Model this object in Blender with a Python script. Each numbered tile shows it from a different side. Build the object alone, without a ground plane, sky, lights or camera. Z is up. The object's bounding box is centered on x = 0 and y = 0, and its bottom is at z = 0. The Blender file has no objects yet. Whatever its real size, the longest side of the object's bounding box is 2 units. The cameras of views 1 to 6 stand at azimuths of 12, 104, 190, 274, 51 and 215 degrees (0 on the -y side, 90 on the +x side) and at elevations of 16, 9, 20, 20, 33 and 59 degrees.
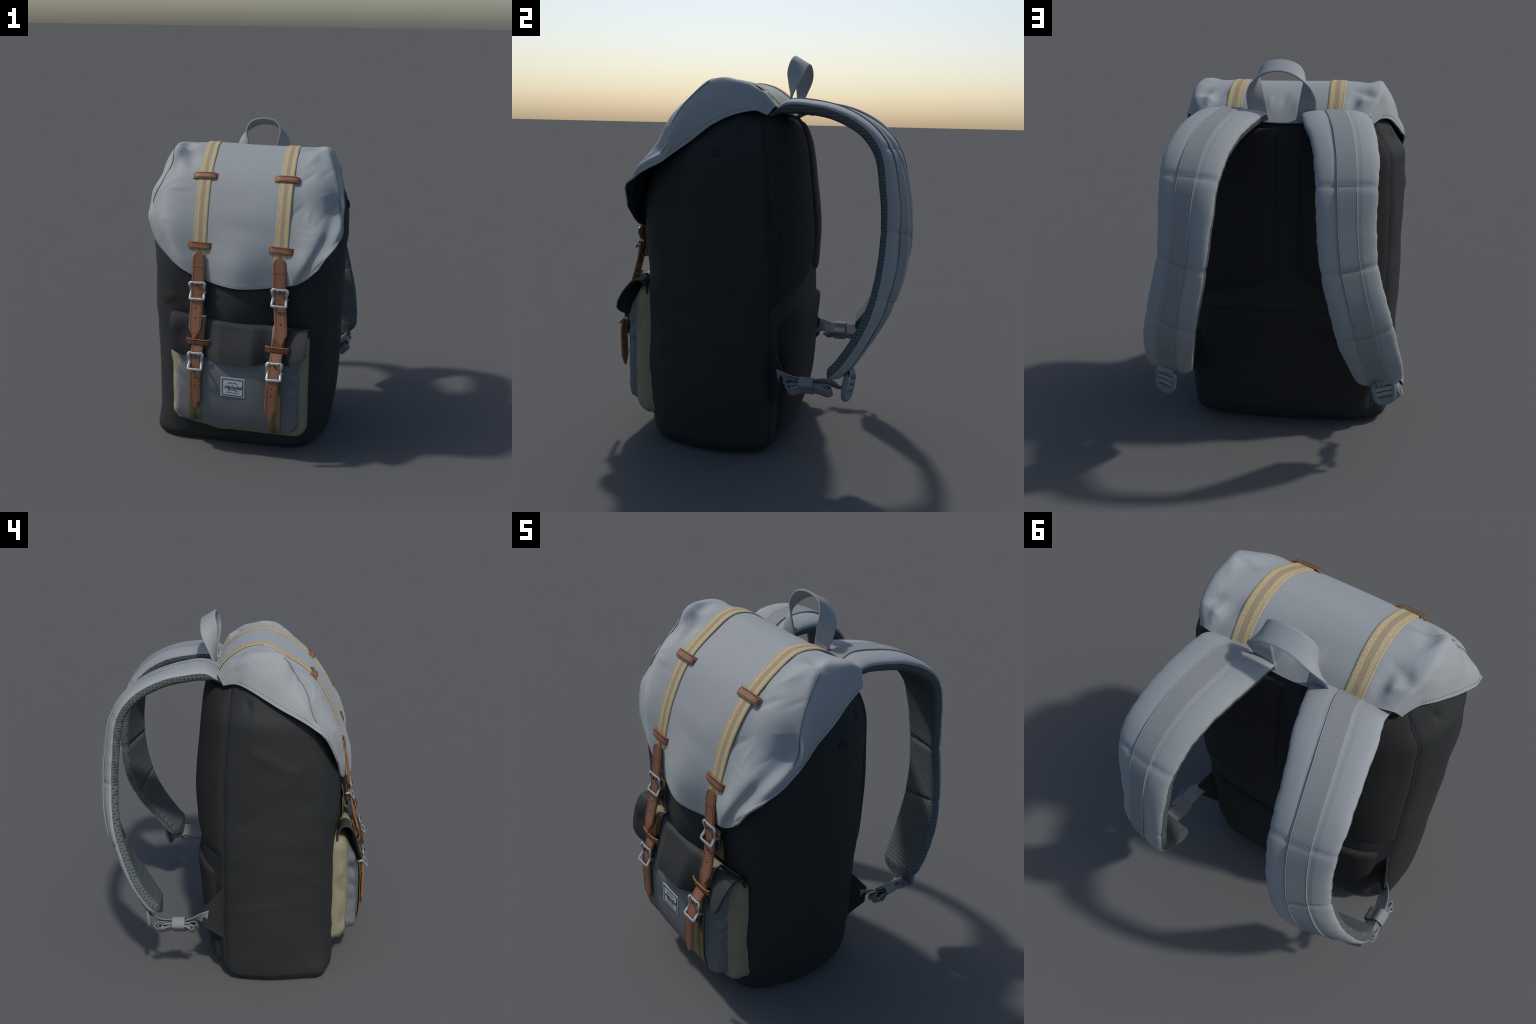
import bpy, math, random
import numpy as np
from mathutils import Vector
from mathutils.bvhtree import BVHTree

rng = random.Random(7)
nrng = np.random.default_rng(11)

# ------------------------------------------------------------------ maths
def A(x): return np.array(x, float)

def hermite(pts, n, closed=False, t=None):
    """Smooth curve through control points (chord-length Hermite), n samples."""
    P = A(pts)
    if P.ndim == 1: P = P[:, None]
    if closed: P = np.vstack([P[-1:], P, P[:2]])
    d = np.linalg.norm(np.diff(P, axis=0), axis=1) ** 0.75 + 1e-6
    k = np.concatenate([[0], np.cumsum(d)])
    m = np.zeros_like(P)
    s = np.diff(P, axis=0) / d[:, None]
    m[1:-1] = (s[:-1] * d[1:, None] + s[1:] * d[:-1, None]) / (d[:-1] + d[1:])[:, None]
    m[0], m[-1] = s[0], s[-1]
    lo, hi = (k[1], k[-2]) if closed else (k[0], k[-1])
    q = np.linspace(lo, hi, n, endpoint=not closed) if t is None else lo + (hi - lo) * A(t)
    i = np.clip(np.searchsorted(k, q, 'right') - 1, 0, len(d) - 1)
    h = d[i][:, None]; u = ((q - k[i]) / d[i])[:, None]
    return ((2*u**3-3*u**2+1)*P[i] + (u**3-2*u**2+u)*h*m[i] + (-2*u**3+3*u**2)*P[i+1] + (u**3-u**2)*h*m[i+1])

def evenly(pts, n, closed=False):
    """Smooth curve resampled at equal arc length."""
    Q = hermite(pts, n * 8, closed)
    if closed: Q = np.vstack([Q, Q[:1]])
    L = np.concatenate([[0], np.cumsum(np.linalg.norm(np.diff(Q, axis=0), axis=1))])
    s = np.linspace(0, L[-1], n, endpoint=not closed)
    return np.stack([np.interp(s, L, Q[:, c]) for c in range(Q.shape[1])], 1)

def law(keys):
    """Smooth scalar law through (position, value) keys."""
    k = A(keys)
    def f(z):
        z = np.clip(np.atleast_1d(A(z)), k[0, 0], k[-1, 0])
        x, y = k[:, 0], k[:, 1]
        dx = np.diff(x); s = np.diff(y) / dx
        m = np.zeros_like(y); m[0], m[-1] = s[0], s[-1]
        for j in range(1, len(y) - 1):
            m[j] = 0 if s[j-1]*s[j] <= 0 else 2*s[j-1]*s[j]/(s[j-1]+s[j])
        i = np.clip(np.searchsorted(x, z, 'right') - 1, 0, len(dx) - 1)
        u = (z - x[i]) / dx[i]; h = dx[i]
        return (2*u**3-3*u**2+1)*y[i]+(u**3-2*u**2+u)*h*m[i]+(-2*u**3+3*u**2)*y[i+1]+(u**3-u**2)*h*m[i+1]
    return f

def unit(v): 
    v = A(v); return v / np.maximum(np.linalg.norm(v, axis=-1, keepdims=True), 1e-9)

def smooth01(x, a, b):
    t = np.clip((A(x) - a) / (b - a), 0, 1); return t*t*(3-2*t)

_W = [(nrng.normal(size=3), nrng.uniform(0, 6.28)) for _ in range(40)]
def wobble(P, freq, seed=0, n=8):
    """Cheap smooth pseudo-noise in about [-1, 1]."""
    out = 0
    for j in range(n):
        d, ph = _W[(seed * 5 + j) % len(_W)]
        out = out + np.sin(P @ (unit(d) * freq * (0.6 + 0.25 * (j % 4))) + ph + seed)
    return out / n * 1.6

def grid_normals(P, wrap=False):
    du = np.gradient(P, axis=0)
    if wrap:
        Q = np.concatenate([P[:, -1:], P, P[:, :1]], 1); dv = np.gradient(Q, axis=1)[:, 1:-1]
    else: dv = np.gradient(P, axis=1)
    return unit(np.cross(dv, du))

def folds(P, N, items):
    """Push a surface along its normals with elongated bumps: (centre, direction, length, width, height)."""
    d = np.zeros(P.shape[:-1])
    for c, v, L, W, h, *sharp in items:
        r = P - A(c); v = unit(v); a = r @ v
        b = np.linalg.norm(r - a[..., None] * v, axis=-1)
        d += h * np.exp(-(a / L) ** 2 - (b / W) ** (1.15 if sharp else 2))
    return P + N * d[..., None]

# -------------------------------------------------------------- materials
MATS = {}
def material(name, col, rough=0.8, weave=0, grain=0.12, bump=0.15, var=0.0, metal=0.0, spec=0.3, kind='cloth', col2=None, k=1.0, sheen=0.0):
    m = bpy.data.materials.new(name); m.use_nodes = True
    nt = m.node_tree; nd, ln = nt.nodes, nt.links
    b = nd['Principled BSDF']
    b.inputs['Roughness'].default_value = rough
    b.inputs['Metallic'].default_value = metal
    b.inputs['Specular IOR Level'].default_value = spec
    if sheen: b.inputs['Sheen Weight'].default_value = sheen
    tc = nd.new('ShaderNodeTexCoord')
    def noise(scale, detail=2):
        n = nd.new('ShaderNodeTexNoise'); n.inputs['Scale'].default_value = scale
        n.inputs['Detail'].default_value = detail; ln.new(tc.outputs['Object'], n.inputs['Vector']); return n.outputs['Fac']
    def math_(op, a, bb=None, c=None):
        n = nd.new('ShaderNodeMath'); n.operation = op
        for i, v in enumerate((a, bb, c)):
            if v is None: continue
            if isinstance(v, (int, float)): n.inputs[i].default_value = v
            else: ln.new(v, n.inputs[i])
        return n.outputs[0]
    def ramp(fac, stops):
        r = nd.new('ShaderNodeValToRGB'); e = r.color_ramp.elements
        e[0].position, e[0].color = stops[0][0], (*stops[0][1], 1)
        e[1].position, e[1].color = stops[-1][0], (*stops[-1][1], 1)
        for p, c in stops[1:-1]:
            x = e.new(p); x.color = (*c, 1)
        ln.new(fac, r.inputs[0]); return r.outputs[0]
    c = A(col)
    lo, hi = tuple(c * (1 - grain)), tuple(np.minimum(c * (1 + grain), 1))
    fac = noise(230 * k, 3)
    if var:
        fac = math_('ADD', math_('MULTIPLY', fac, 0.6), math_('MULTIPLY', noise(5, 3), 0.4))
    colour = ramp(fac, [(0.3, lo), (0.7, hi)])
    height = noise(420 * k, 1)
    if kind in ('mesh', 'twill', 'webbing'):
        sp = nd.new('ShaderNodeSeparateXYZ'); ln.new(tc.outputs['Object'], sp.inputs[0])
        x, y, z = sp.outputs
        if kind == 'mesh':
            a = math_('ADD', x, y); f = 190 * k
            s1 = math_('SINE', math_('MULTIPLY', math_('ADD', a, math_('MULTIPLY', z, 0.85)), f))
            s2 = math_('SINE', math_('MULTIPLY', math_('SUBTRACT', a, math_('MULTIPLY', z, 0.85)), f))
            pat = math_('MULTIPLY', s1, s2)
            hole = ramp(pat, [(0.25, (0, 0, 0)), (0.6, (1, 1, 1))])
        else:
            f = 420 * k
            s1 = math_('SINE', math_('MULTIPLY', z, f)); s2 = math_('SINE', math_('MULTIPLY', math_('ADD', x, y), f * 0.8))
            pat = math_('MULTIPLY', s1, s2)
            hole = ramp(math_('ADD', math_('MULTIPLY', pat, 0.5), 0.5), [(0.55, (0, 0, 0)), (0.95, (1, 1, 1))])
        mx = nd.new('ShaderNodeMix'); mx.data_type = 'RGBA'
        ln.new(hole, mx.inputs[0]); ln.new(colour, mx.inputs[6])
        mx.inputs[7].default_value = (*(A(col2) if col2 is not None else c * 0.5), 1)
        colour = mx.outputs[2]
        height = math_('SUBTRACT', height, math_('MULTIPLY', hole, 1.2))
    ln.new(colour, b.inputs['Base Color'])
    bp = nd.new('ShaderNodeBump'); bp.inputs['Strength'].default_value = bump; bp.inputs['Distance'].default_value = 0.004
    ln.new(height, bp.inputs['Height']); ln.new(bp.outputs[0], b.inputs['Normal'])
    MATS[name] = m
    return m

GREY = (0.297, 0.318, 0.329)
material('grey_canvas', GREY, 0.75, grain=0.07, bump=0.12, sheen=0.1)
material('strap_canvas', (0.278, 0.299, 0.311), 0.75, grain=0.07, bump=0.12, sheen=0.1)
material('grey_pocket_canvas', (0.133, 0.145, 0.150), 0.75, grain=0.08, bump=0.12)
material('black_canvas', (0.0205, 0.0232, 0.0243), 0.75, grain=0.12, bump=0.15, spec=0.3)
material('black_flap_canvas', (0.030, 0.032, 0.033), 0.7, grain=0.1, bump=0.12)
material('black_mesh', (0.021, 0.021, 0.021), 0.85, kind='mesh', col2=(0.012, 0.012, 0.012), bump=0.2, k=2.0)
material('grey_mesh', (0.095, 0.113, 0.115), 0.85, kind='mesh', col2=(0.035, 0.046, 0.049), bump=0.35, k=1.2)
material('grey_webbing', (0.24, 0.257, 0.266), 0.8, kind='webbing', col2=(0.215, 0.225, 0.23), bump=0.2, k=2.0)
material('handle_canvas', (0.27, 0.29, 0.305), 0.75, grain=0.07)
material('keeper_canvas', (0.19, 0.212, 0.212), 0.7, grain=0.07)
material('tan_webbing', (0.47, 0.385, 0.22), 0.85, grain=0.2, bump=0.35, k=0.9)
material('brown_webbing', (0.345, 0.27, 0.18), 0.85, grain=0.18, bump=0.35, k=0.9)
material('olive_webbing', (0.15, 0.125, 0.055), 0.85, grain=0.2, bump=0.35)
material('olive_webbing_stripe', (0.095, 0.075, 0.04), 0.85, grain=0.2, bump=0.35)
material('khaki_canvas', (0.245, 0.225, 0.148), 0.8, grain=0.1, bump=0.2)
material('tan_leather', (0.245, 0.110, 0.062), 0.55, grain=0.1, bump=0.15, var=1, spec=0.35)
material('leather_edge', (0.27, 0.125, 0.04), 0.65, grain=0.15)
material('brown_thread', (0.075, 0.03, 0.022), 0.8)
material('dark_hole', (0.02, 0.012, 0.01), 0.9)
material('grey_thread', (0.20, 0.22, 0.24), 0.8)
material('pale_thread', (0.36, 0.365, 0.355), 0.8)
material('dark_thread', (0.11, 0.12, 0.13), 0.8)
material('khaki_thread', (0.22, 0.175, 0.10), 0.8)
material('brushed_metal', (0.43, 0.44, 0.45), 0.48, metal=0.6, grain=0.12, bump=0.1, var=1, k=0.5)
material('dark_metal', (0.12, 0.12, 0.125), 0.45, metal=0.7)
material('grey_plastic', (0.165, 0.19, 0.19), 0.5, grain=0.05, bump=0.05)
material('label_cloth', (0.44, 0.48, 0.52), 0.8, grain=0.08)
material('label_ink', (0.03, 0.033, 0.04), 0.8)

# ------------------------------------------------------------ mesh makers
ROOT = bpy.data.objects.new('backpack', None)
bpy.context.scene.collection.objects.link(ROOT)
ROOT['label'] = 'grey and black buckled flap-top canvas backpack with leather straps'
ROOT['category'] = 'backpack'

def make(name, verts, faces, mats, parent=ROOT, mat_idx=None, angle=40, stuff=False, solid=False):
    if solid:                                   # closed piece: make sure its faces look outward
        V = np.asarray(verts, float); c = V.mean(0)
        vol = sum((V[f[0]]-c) @ np.cross(V[f[i]]-c, V[f[i+1]]-c) for f in faces for i in range(1, len(f)-1))
        if vol < 0: faces = [tuple(f)[::-1] for f in faces]
    me = bpy.data.meshes.new(name)
    me.from_pydata([tuple(v) for v in np.asarray(verts, float)], [], [tuple(int(i) for i in f) for f in faces])
    if isinstance(mats, str): mats = [mats]
    for m in mats: me.materials.append(MATS[m])
    if mat_idx is not None: me.polygons.foreach_set('material_index', np.asarray(mat_idx, dtype=np.int32))
    me.polygons.foreach_set('use_smooth', np.ones(len(me.polygons), dtype=bool))
    me.update(); me.validate()
    me.set_sharp_from_angle(angle=math.radians(angle))
    ob = bpy.data.objects.new(name, me)
    bpy.context.scene.collection.objects.link(ob)
    ob.parent = parent
    if stuff: ob['kind'] = 'stuff'
    return ob

def gridfaces(n, m, wrap=False, off=0, flip=False):
    f = []
    mm = m if wrap else m - 1
    for i in range(n - 1):
        for j in range(mm):
            k = (j + 1) % m
            q = (off+i*m+j, off+i*m+k, off+(i+1)*m+k, off+(i+1)*m+j)
            f.append(q[::-1] if flip else q)
    return f

def sheet(name, P, th, mats, parent=ROOT, N=None, angle=40, face_mat=None):
    """Thick cloth: grid P is the outer side, th the thickness (inward)."""
    n, m = P.shape[:2]
    if N is None: N = grid_normals(P)
    # slightly round the rim: inner sheet is inset a touch
    V = np.concatenate([P.reshape(-1, 3), (P - N * th).reshape(-1, 3)])
    F = gridfaces(n, m) + gridfaces(n, m, off=n*m, flip=True)
    ring = [(0, j) for j in range(m)] + [(i, m-1) for i in range(1, n)] + [(n-1, j) for j in range(m-2, -1, -1)] + [(i, 0) for i in range(n-2, 0, -1)]
    r = [i*m+j for i, j in ring]
    for a, b in zip(r, r[1:] + r[:1]): F.append((b, a, a + n*m, b + n*m))
    mi = None
    if face_mat is not None: mi = face_mat + [0] * (len(F) - len(face_mat))
    return make(name, V, F, mats, parent, mi, angle, solid=True)

def frames(path, wdir):
    T = unit(np.gradient(path, axis=0))
    W = A(wdir) * np.ones_like(path)
    W = unit(W - (W * T).sum(1)[:, None] * T)
    return T, W, unit(np.cross(T, W))

def ribbon(name, path, wdir, width, th, mats, parent=ROOT, edge_mat=False, bulge=0.0, stripe=0.0, cols=9, lift=None, angle=45):
    """Strap: flat band swept along a path. Path is the band's back face; N = T x W is its front.
    edge_mat: second material on the cut edges; stripe: fraction of the width with the second material."""
    T, W, N = frames(path, wdir)
    n = len(path)
    w = np.broadcast_to(A(width), (n,)) / 2
    if stripe: a = A([-1, -.94, -.5-stripe, -stripe, stripe, .5+stripe, .94, 1])
    else: a = A([-1, -.93] + list(np.linspace(-.8, .8, cols - 4)) + [.93, 1])
    bev = min(0.25 * th, 0.004)
    top = np.stack([th + bulge * (1 - a**2), a], 1); top[0, 0] = th - bev; top[-1, 0] = th - bev
    if not stripe: pass
    bot = np.stack([0 * a, a], 1)[::-1]; bot[0, 0] = bev; bot[-1, 0] = bev
    sec = np.concatenate([top, bot]); m = len(sec)
    V = path[:, None] + W[:, None] * (w[:, None] * sec[None, :, 1])[..., None] + N[:, None] * np.broadcast_to(sec[None, :, 0], (n, m))[..., None]
    F = gridfaces(n, m, wrap=True); F = [f[::-1] for f in F]
    k = len(a); mi = []
    for i in range(n - 1):
        for j in range(m):
            e = 0
            if edge_mat and (j in (0, k - 2, k - 1, k, m - 2, m - 1)): e = 1
            if stripe and (a[j] if j < k else 9) == -stripe and j < k: e = 1
            mi.append(e)
    F += [tuple(range(m)), tuple((n-1)*m + j for j in range(m))[::-1]]
    mi += [1 if edge_mat else 0] * 2
    ob = make(name, V.reshape(-1, 3), F, mats, parent, mi, angle, solid=True)
    return ob

def tube(name, path, r, mat, parent=ROOT, closed=True, sides=10, squash=None, angle=50):
    n = len(path)
    T = (np.roll(path, -1, 0) - np.roll(path, 1, 0)) if closed else np.gradient(path, axis=0)
    T = unit(T)
    c = path.mean(0)
    ref = A(squash[0]) if squash else A([0, -1.0, 0.001])
    U = unit(ref - (T @ ref)[:, None] * T); B = np.cross(T, U)
    rr = np.broadcast_to(A(r), (n,)); sq = squash[1] if squash else 1
    an = np.linspace(0, 2*math.pi, sides, endpoint=False)
    V = path[:, None] + (U[:, None]*np.cos(an)[None, :, None]*sq + B[:, None]*np.sin(an)[None, :, None]) * rr[:, None, None]
    V = V.reshape(-1, 3)
    F = gridfaces(n, sides, wrap=True)
    if closed: F += [((n-1)*sides+j, (n-1)*sides+(j+1) % sides, (j+1) % sides, j) for j in range(sides)]
    else: F += [tuple(range(sides))[::-1], tuple((n-1)*sides+j for j in range(sides))]
    F = [f[::-1] for f in F]
    return make(name, V, F, mat, parent, angle=angle, solid=True)

def box_verts(c, ex, ey, ez):
    c, ex, ey, ez = map(A, (c, ex, ey, ez))
    V = [c + sx*ex + sy*ey + sz*ez for sx in (-1, 1) for sy in (-1, 1) for sz in (-1, 1)]
    F = [(0,1,3,2), (4,6,7,5), (0,4,5,1), (2,3,7,6), (0,2,6,4), (1,5,7,3)]
    return V, F

def boxes(name, items, mat, parent=ROOT, stuff=True):
    V, F = [], []
    for it in items:
        v, f = box_verts(*it); o = len(V); V += v; F += [tuple(i+o for i in q) for q in f]
    return make(name, V, F, mat, parent, angle=30, stuff=stuff)

def stitches(name, lines, mat, parent, gap=0.014, length=0.009, r=0.0017):
    """Thread dashes along (path, up) lines; up = surface normals along the path."""
    items = []
    for path, up in lines:
        L = np.concatenate([[0], np.cumsum(np.linalg.norm(np.diff(path, axis=0), axis=1))])
        s = np.arange(gap/2, L[-1] - gap/4, gap)
        P = np.stack([np.interp(s, L, path[:, c]) for c in range(3)], 1)
        T = unit(np.stack([np.interp(s, L, unit(np.gradient(path, axis=0))[:, c]) for c in range(3)], 1))
        U = unit(np.stack([np.interp(s, L, up[:, c]) for c in range(3)], 1))
        for p, t, u in zip(P, T, U):
            b = unit(np.cross(t, u))
            items.append((p, t*length/2, b*r, u*r*0.8))
    return boxes(name, items, mat, parent)

def bvh_of(P):
    n, m = P.shape[:2]
    return BVHTree.FromPolygons([Vector(p) for p in P.reshape(-1, 3)], gridfaces(n, m))

def stick(path, bvh, off, normals=False):
    out, nn = [], []
    for p in path:
        loc, nor, _, _ = bvh.find_nearest(Vector(p))
        out.append(np.array(loc) + np.array(nor) * off); nn.append(np.array(nor))
    return (A(out), A(nn)) if normals else A(out)

def shoot(path, d, bvh, off):
    """Drop a path onto a surface along direction d; keep the path where nothing is hit."""
    d = unit(d); out = []
    for p in path:
        loc, nor, _, _ = bvh.ray_cast(Vector(A(p) - d * 0.3), Vector(d), 0.6)
        out.append(np.array(loc) - d * off if loc is not None else A(p))
    return A(out)

def soften(path, k=3):
    P = path.copy()
    for _ in range(k): P[1:-1] = (P[:-2] + 2*P[1:-1] + P[2:]) / 4
    return P

# ------------------------------------------------------------------- body
hw_ = law([(0,.495),(.012,.525),(.04,.55),(.12,.566),(.3,.584),(.6,.597),(.9,.606),(1.2,.606),(1.45,.604),(1.52,.598),(1.58,.582),(1.64,.556),(1.70,.505),(1.74,.42),(1.765,.3)])
yf_ = law([(0,-.487),(.012,-.512),(.04,-.532),(.12,-.543),(.3,-.552),(.6,-.552),(.9,-.556),(1.1,-.57),(1.25,-.565),(1.4,-.53),(1.5,-.48),(1.58,-.43),(1.65,-.37),(1.70,-.31),(1.74,-.24),(1.765,-.15)])
yb_ = law([(0,.08),(.012,.11),(.04,.135),(.12,.165),(.3,.195),(.6,.210),(.75,.206),(.9,.212),(1.05,.214),(1.2,.206),(1.4,.182),(1.5,.168),(1.6,.148),(1.66,.128),(1.69,.102),(1.73,.05),(1.765,-.02)])
ys_ = law([(0,.02),(.04,.08),(.12,.10),(.3,.10),(.6,.093),(.84,.088),(1.07,.08),(1.43,.055),(1.62,.035),(1.69,.015),(1.73,-.01),(1.765,-.05)])
xs_ = law([(0,.90),(.12,.875),(.3,.865),(.6,.862),(.9,.866),(1.2,.870),(1.4,.866),(1.52,.865),(1.66,.86),(1.765,.9)])
bulge_ = law([(0,0),(.45,.0),(.75,.05),(.93,.078),(1.02,.064),(1.12,.032),(1.25,.012),(1.4,0),(1.765,0)])
SEG = 12; NSEG = 22; NS = SEG * NSEG
SEAM_R, SEAM_L = 6 * SEG, 16 * SEG

def shear(P):
    """The pack sits slightly twisted: its back is turned a few degrees about z."""
    P[..., 1] += (0.068 - 0.026 * smooth01(P[..., 1], 0.10, 0.20)) * P[..., 0] * smooth01(P[..., 1], -0.56, -0.30)
    P[..., 0] -= 0.068 * np.maximum(P[..., 1] + 0.2, -0.04)
    return P

def section(z):
    h, yf, yb, ys = (float(f(z)[0]) for f in (hw_, yf_, yb_, ys_))
    q = (ys - yf) / 0.65
    kb = float(smooth01(z, .25, .0))
    xs, bu = float(xs_(z)[0]) * h, float(bulge_(z)[0]); k = yb - ys
    half = [(0, yf-bu), (.46*h, yf+.003*q-bu*.18), ((.735+.05*kb)*h, yf+.030*q*(1-.5*kb)), ((.860+.055*kb)*h, yf+.095*q*(1-.4*kb)), ((.934+.03*kb)*h, yf+.205*q), (.990*h, yf+.48*q),
            (xs, ys), (.92*xs, ys+.28*k), (.80*xs, ys+.60*k), (.62*xs, ys+.84*k), (.32*xs, ys+.97*k), (0, yb)]
    lf = .985 + .050 * float(smooth01(z, .34, .0)) - .06 * float(smooth01(z, 1.5, 1.64))
    left = [(-x*lf, y) for x, y in half[1:-1]][::-1]
    half[2:5] = [(.735*h, yf+.030*q), (.855*h, yf+.10*q), (.930*h, yf+.21*q)]      # the right front corner is softer
    C = A(half + left)
    C = np.vstack([C[-2:], C, C[:3]])
    m = np.zeros_like(C); m[1:-1] = (C[2:] - C[:-2]) / 2
    for side in (8, 18):                       # crease at the two back seams
        m[side] *= 0.45
    out = []
    for i in range(2, 2 + NSEG):
        d0 = np.linalg.norm(C[i]-C[i-1]); d1 = np.linalg.norm(C[i+1]-C[i]); d2 = np.linalg.norm(C[i+2]-C[i+1])
        m0 = ((C[i]-C[i-1])/d0*d1 + (C[i+1]-C[i])/d1*d0)/(d0+d1)*d1
        m1 = ((C[i+1]-C[i])/d1*d2 + (C[i+2]-C[i+1])/d2*d1)/(d1+d2)*d1
        for u in np.arange(SEG)/SEG:
            out.append((2*u**3-3*u**2+1)*C[i]+(u**3-2*u**2+u)*m0+(-2*u**3+3*u**2)*C[i+1]+(u**3-u**2)*m1)
    o = A(out)
    return np.column_stack([o[:, 0] + .006, o[:, 1], np.full(len(o), z)])

ZS = np.unique(np.concatenate([np.linspace(0, .12, 14), np.linspace(.12, 1.5, 110), np.linspace(1.5, 1.765, 26)]))
B0 = shear(np.stack([section(z) for z in ZS]))
BN = -grid_normals(B0, wrap=True)
if (BN[60, 0] @ A([0, -1, 0])) < 0: BN = -BN
B0 = folds(B0, BN, [((-.36, .17, .72), (1, 0, 0), .16, .13, .016), ((-.585, -.2, .35), (0, 1, 0), .2, .15, .014), ((.6, -.22, 1.38), (0, 1, .2), .22, .2, .020), ((.0, .2, 1.3), (0, 0, 1), .35, .05, -.010)])
idx = np.arange(NS)
# seam grooves at the side/back seams and along the base
g = np.zeros(B0.shape[:2])
for s in (SEAM_R, SEAM_L):
    g -= 0.007 * np.exp(-((idx - s) / 1.1) ** 2)[None, :]
    g += 0.004 * np.exp(-((idx - s) / 3.5) ** 2)[None, :]
g += (-0.006 * np.exp(-((ZS - .035) / .008) ** 2))[:, None] 
g *= smooth01(ZS, 0, .02)[:, None]
live = (smooth01(ZS, .03, .2) * (1 - smooth01(ZS, 1.6, 1.7)))[:, None]
g += live * (0.0045 * wobble(B0 * A([1, 1, 1.3]), 9, 1) + 0.0022 * wobble(B0 * A([1, .6, 1.5]), 24, 2))
B = B0 + BN * g[..., None]
B = folds(B, BN, [((-.59, -.35, 1.25), (.1, -.6, .6), .14, .035, .008), ((-.6, -.2, 1.33), (0, .8, .5), .16, .03, .007),
                  ((-.59, -.3, .55), (0, -.8, .45), .16, .025, -.007), ((-.59, -.38, .60), (0, -.7, .6), .12, .022, .006),
                  ((-.59, -.15, .48), (0, .9, -.25), .2, .03, .006), ((-.6, .0, .95), (0, .7, -.35), .18, .03, -.006),
                  ((.61, -.2, .62), (0, -.9, .25), .2, .03, .007), ((.6, -.1, .8), (0, .9, .35), .2, .035, -.006),
                  ((.6, -.3, 1.05), (0, .8, .3), .15, .03, .006), ((.56, -.02, 1.60), (.1, -.25, 1), .08, .018, -.022),
                  ((.57, .0, 1.60), (.1, -.1, 1), .07, .018, .012), ((-.53, -.09, 1.62), (0, .3, 1), .06, .018, -.016),
                  ((0.1, -.57, .98), (1, 0, -.25), .18, .03, -.008), ((-.1, -.57, .93), (1, 0, .1), .2, .02, .008),
                  ((-.45, -.53, .95), (1, -.1, .3), .14, .03, .006), ((.45, -.53, .4), (0, -.2, 1), .2, .04, .006)])
def creases(P, N, n, seed, L, W, h, where=lambda p: True):
    """Scatter short irregular cloth creases over a surface."""
    r = np.random.default_rng(seed); items = []
    flat, nf = P.reshape(-1, 3), N.reshape(-1, 3)
    while len(items) < n:
        i = r.integers(len(flat))
        if not where(flat[i]): continue
        d = np.cross(nf[i], unit(r.normal(size=3))); 
        items.append((flat[i], d, L * r.uniform(.5, 1.3), W * r.uniform(.6, 1.3), h * r.choice([-1, 1]) * r.uniform(.4, 1), 1))
    return folds(P, N, items)
B = creases(B, BN, 46, 3, .11, .016, .0055, lambda p: .1 < p[2] < 1.5 and p[1] < .03)
BODY_V = B.reshape(-1, 3)
allf = gridfaces(len(ZS), NS, wrap=True)
front_f = [f for i, f in enumerate(allf) if not (SEAM_R <= i % NS < SEAM_L)]
back_f = [f for i, f in enumerate(allf) if SEAM_R <= i % NS < SEAM_L]
def submesh(faces):
    u = sorted({i for f in faces for i in f}); mp = {v: k for k, v in enumerate(u)}
    return BODY_V[u], [tuple(mp[i] for i in f) for f in faces]
base_f = [tuple(range(NS))[::-1]]; top_f = [tuple((len(ZS)-1)*NS + i for i in range(NS))]
v, f = submesh(front_f + top_f); make('body', v, f, 'black_canvas', angle=50)
v, f = submesh(back_f); make('back_panel', v, f, 'black_canvas', angle=50)
v, f = submesh(base_f); make('base', v, f, 'black_canvas', angle=50)
body_bvh = BVHTree.FromPolygons([Vector(p) for p in BODY_V], allf)

# piping along the side/back seams
for s in (SEAM_R, SEAM_L):
    pth = B[8:-14, s] + BN[8:-14, s] * .001
    tube('seam_piping', soften(pth, 2), 0.0045, 'black_canvas', closed=False, sides=8)

def body_at(s, z):
    """Point and normal on the body: s = index round the section (float), z height."""
    s = np.asarray(s, float) % NS; z = np.asarray(z, float)
    iz = np.clip(np.searchsorted(ZS, z, 'right') - 1, 0, len(ZS) - 2); tz = ((z - ZS[iz]) / (ZS[iz+1] - ZS[iz]))[..., None]
    i0 = np.floor(s).astype(int) % NS; i1 = (i0 + 1) % NS; ts = (s - np.floor(s))[..., None]
    f = lambda M: (M[iz, i0]*(1-ts)+M[iz, i1]*ts)*(1-tz) + (M[iz+1, i0]*(1-ts)+M[iz+1, i1]*ts)*tz
    return f(B0), unit(f(BN))

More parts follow.
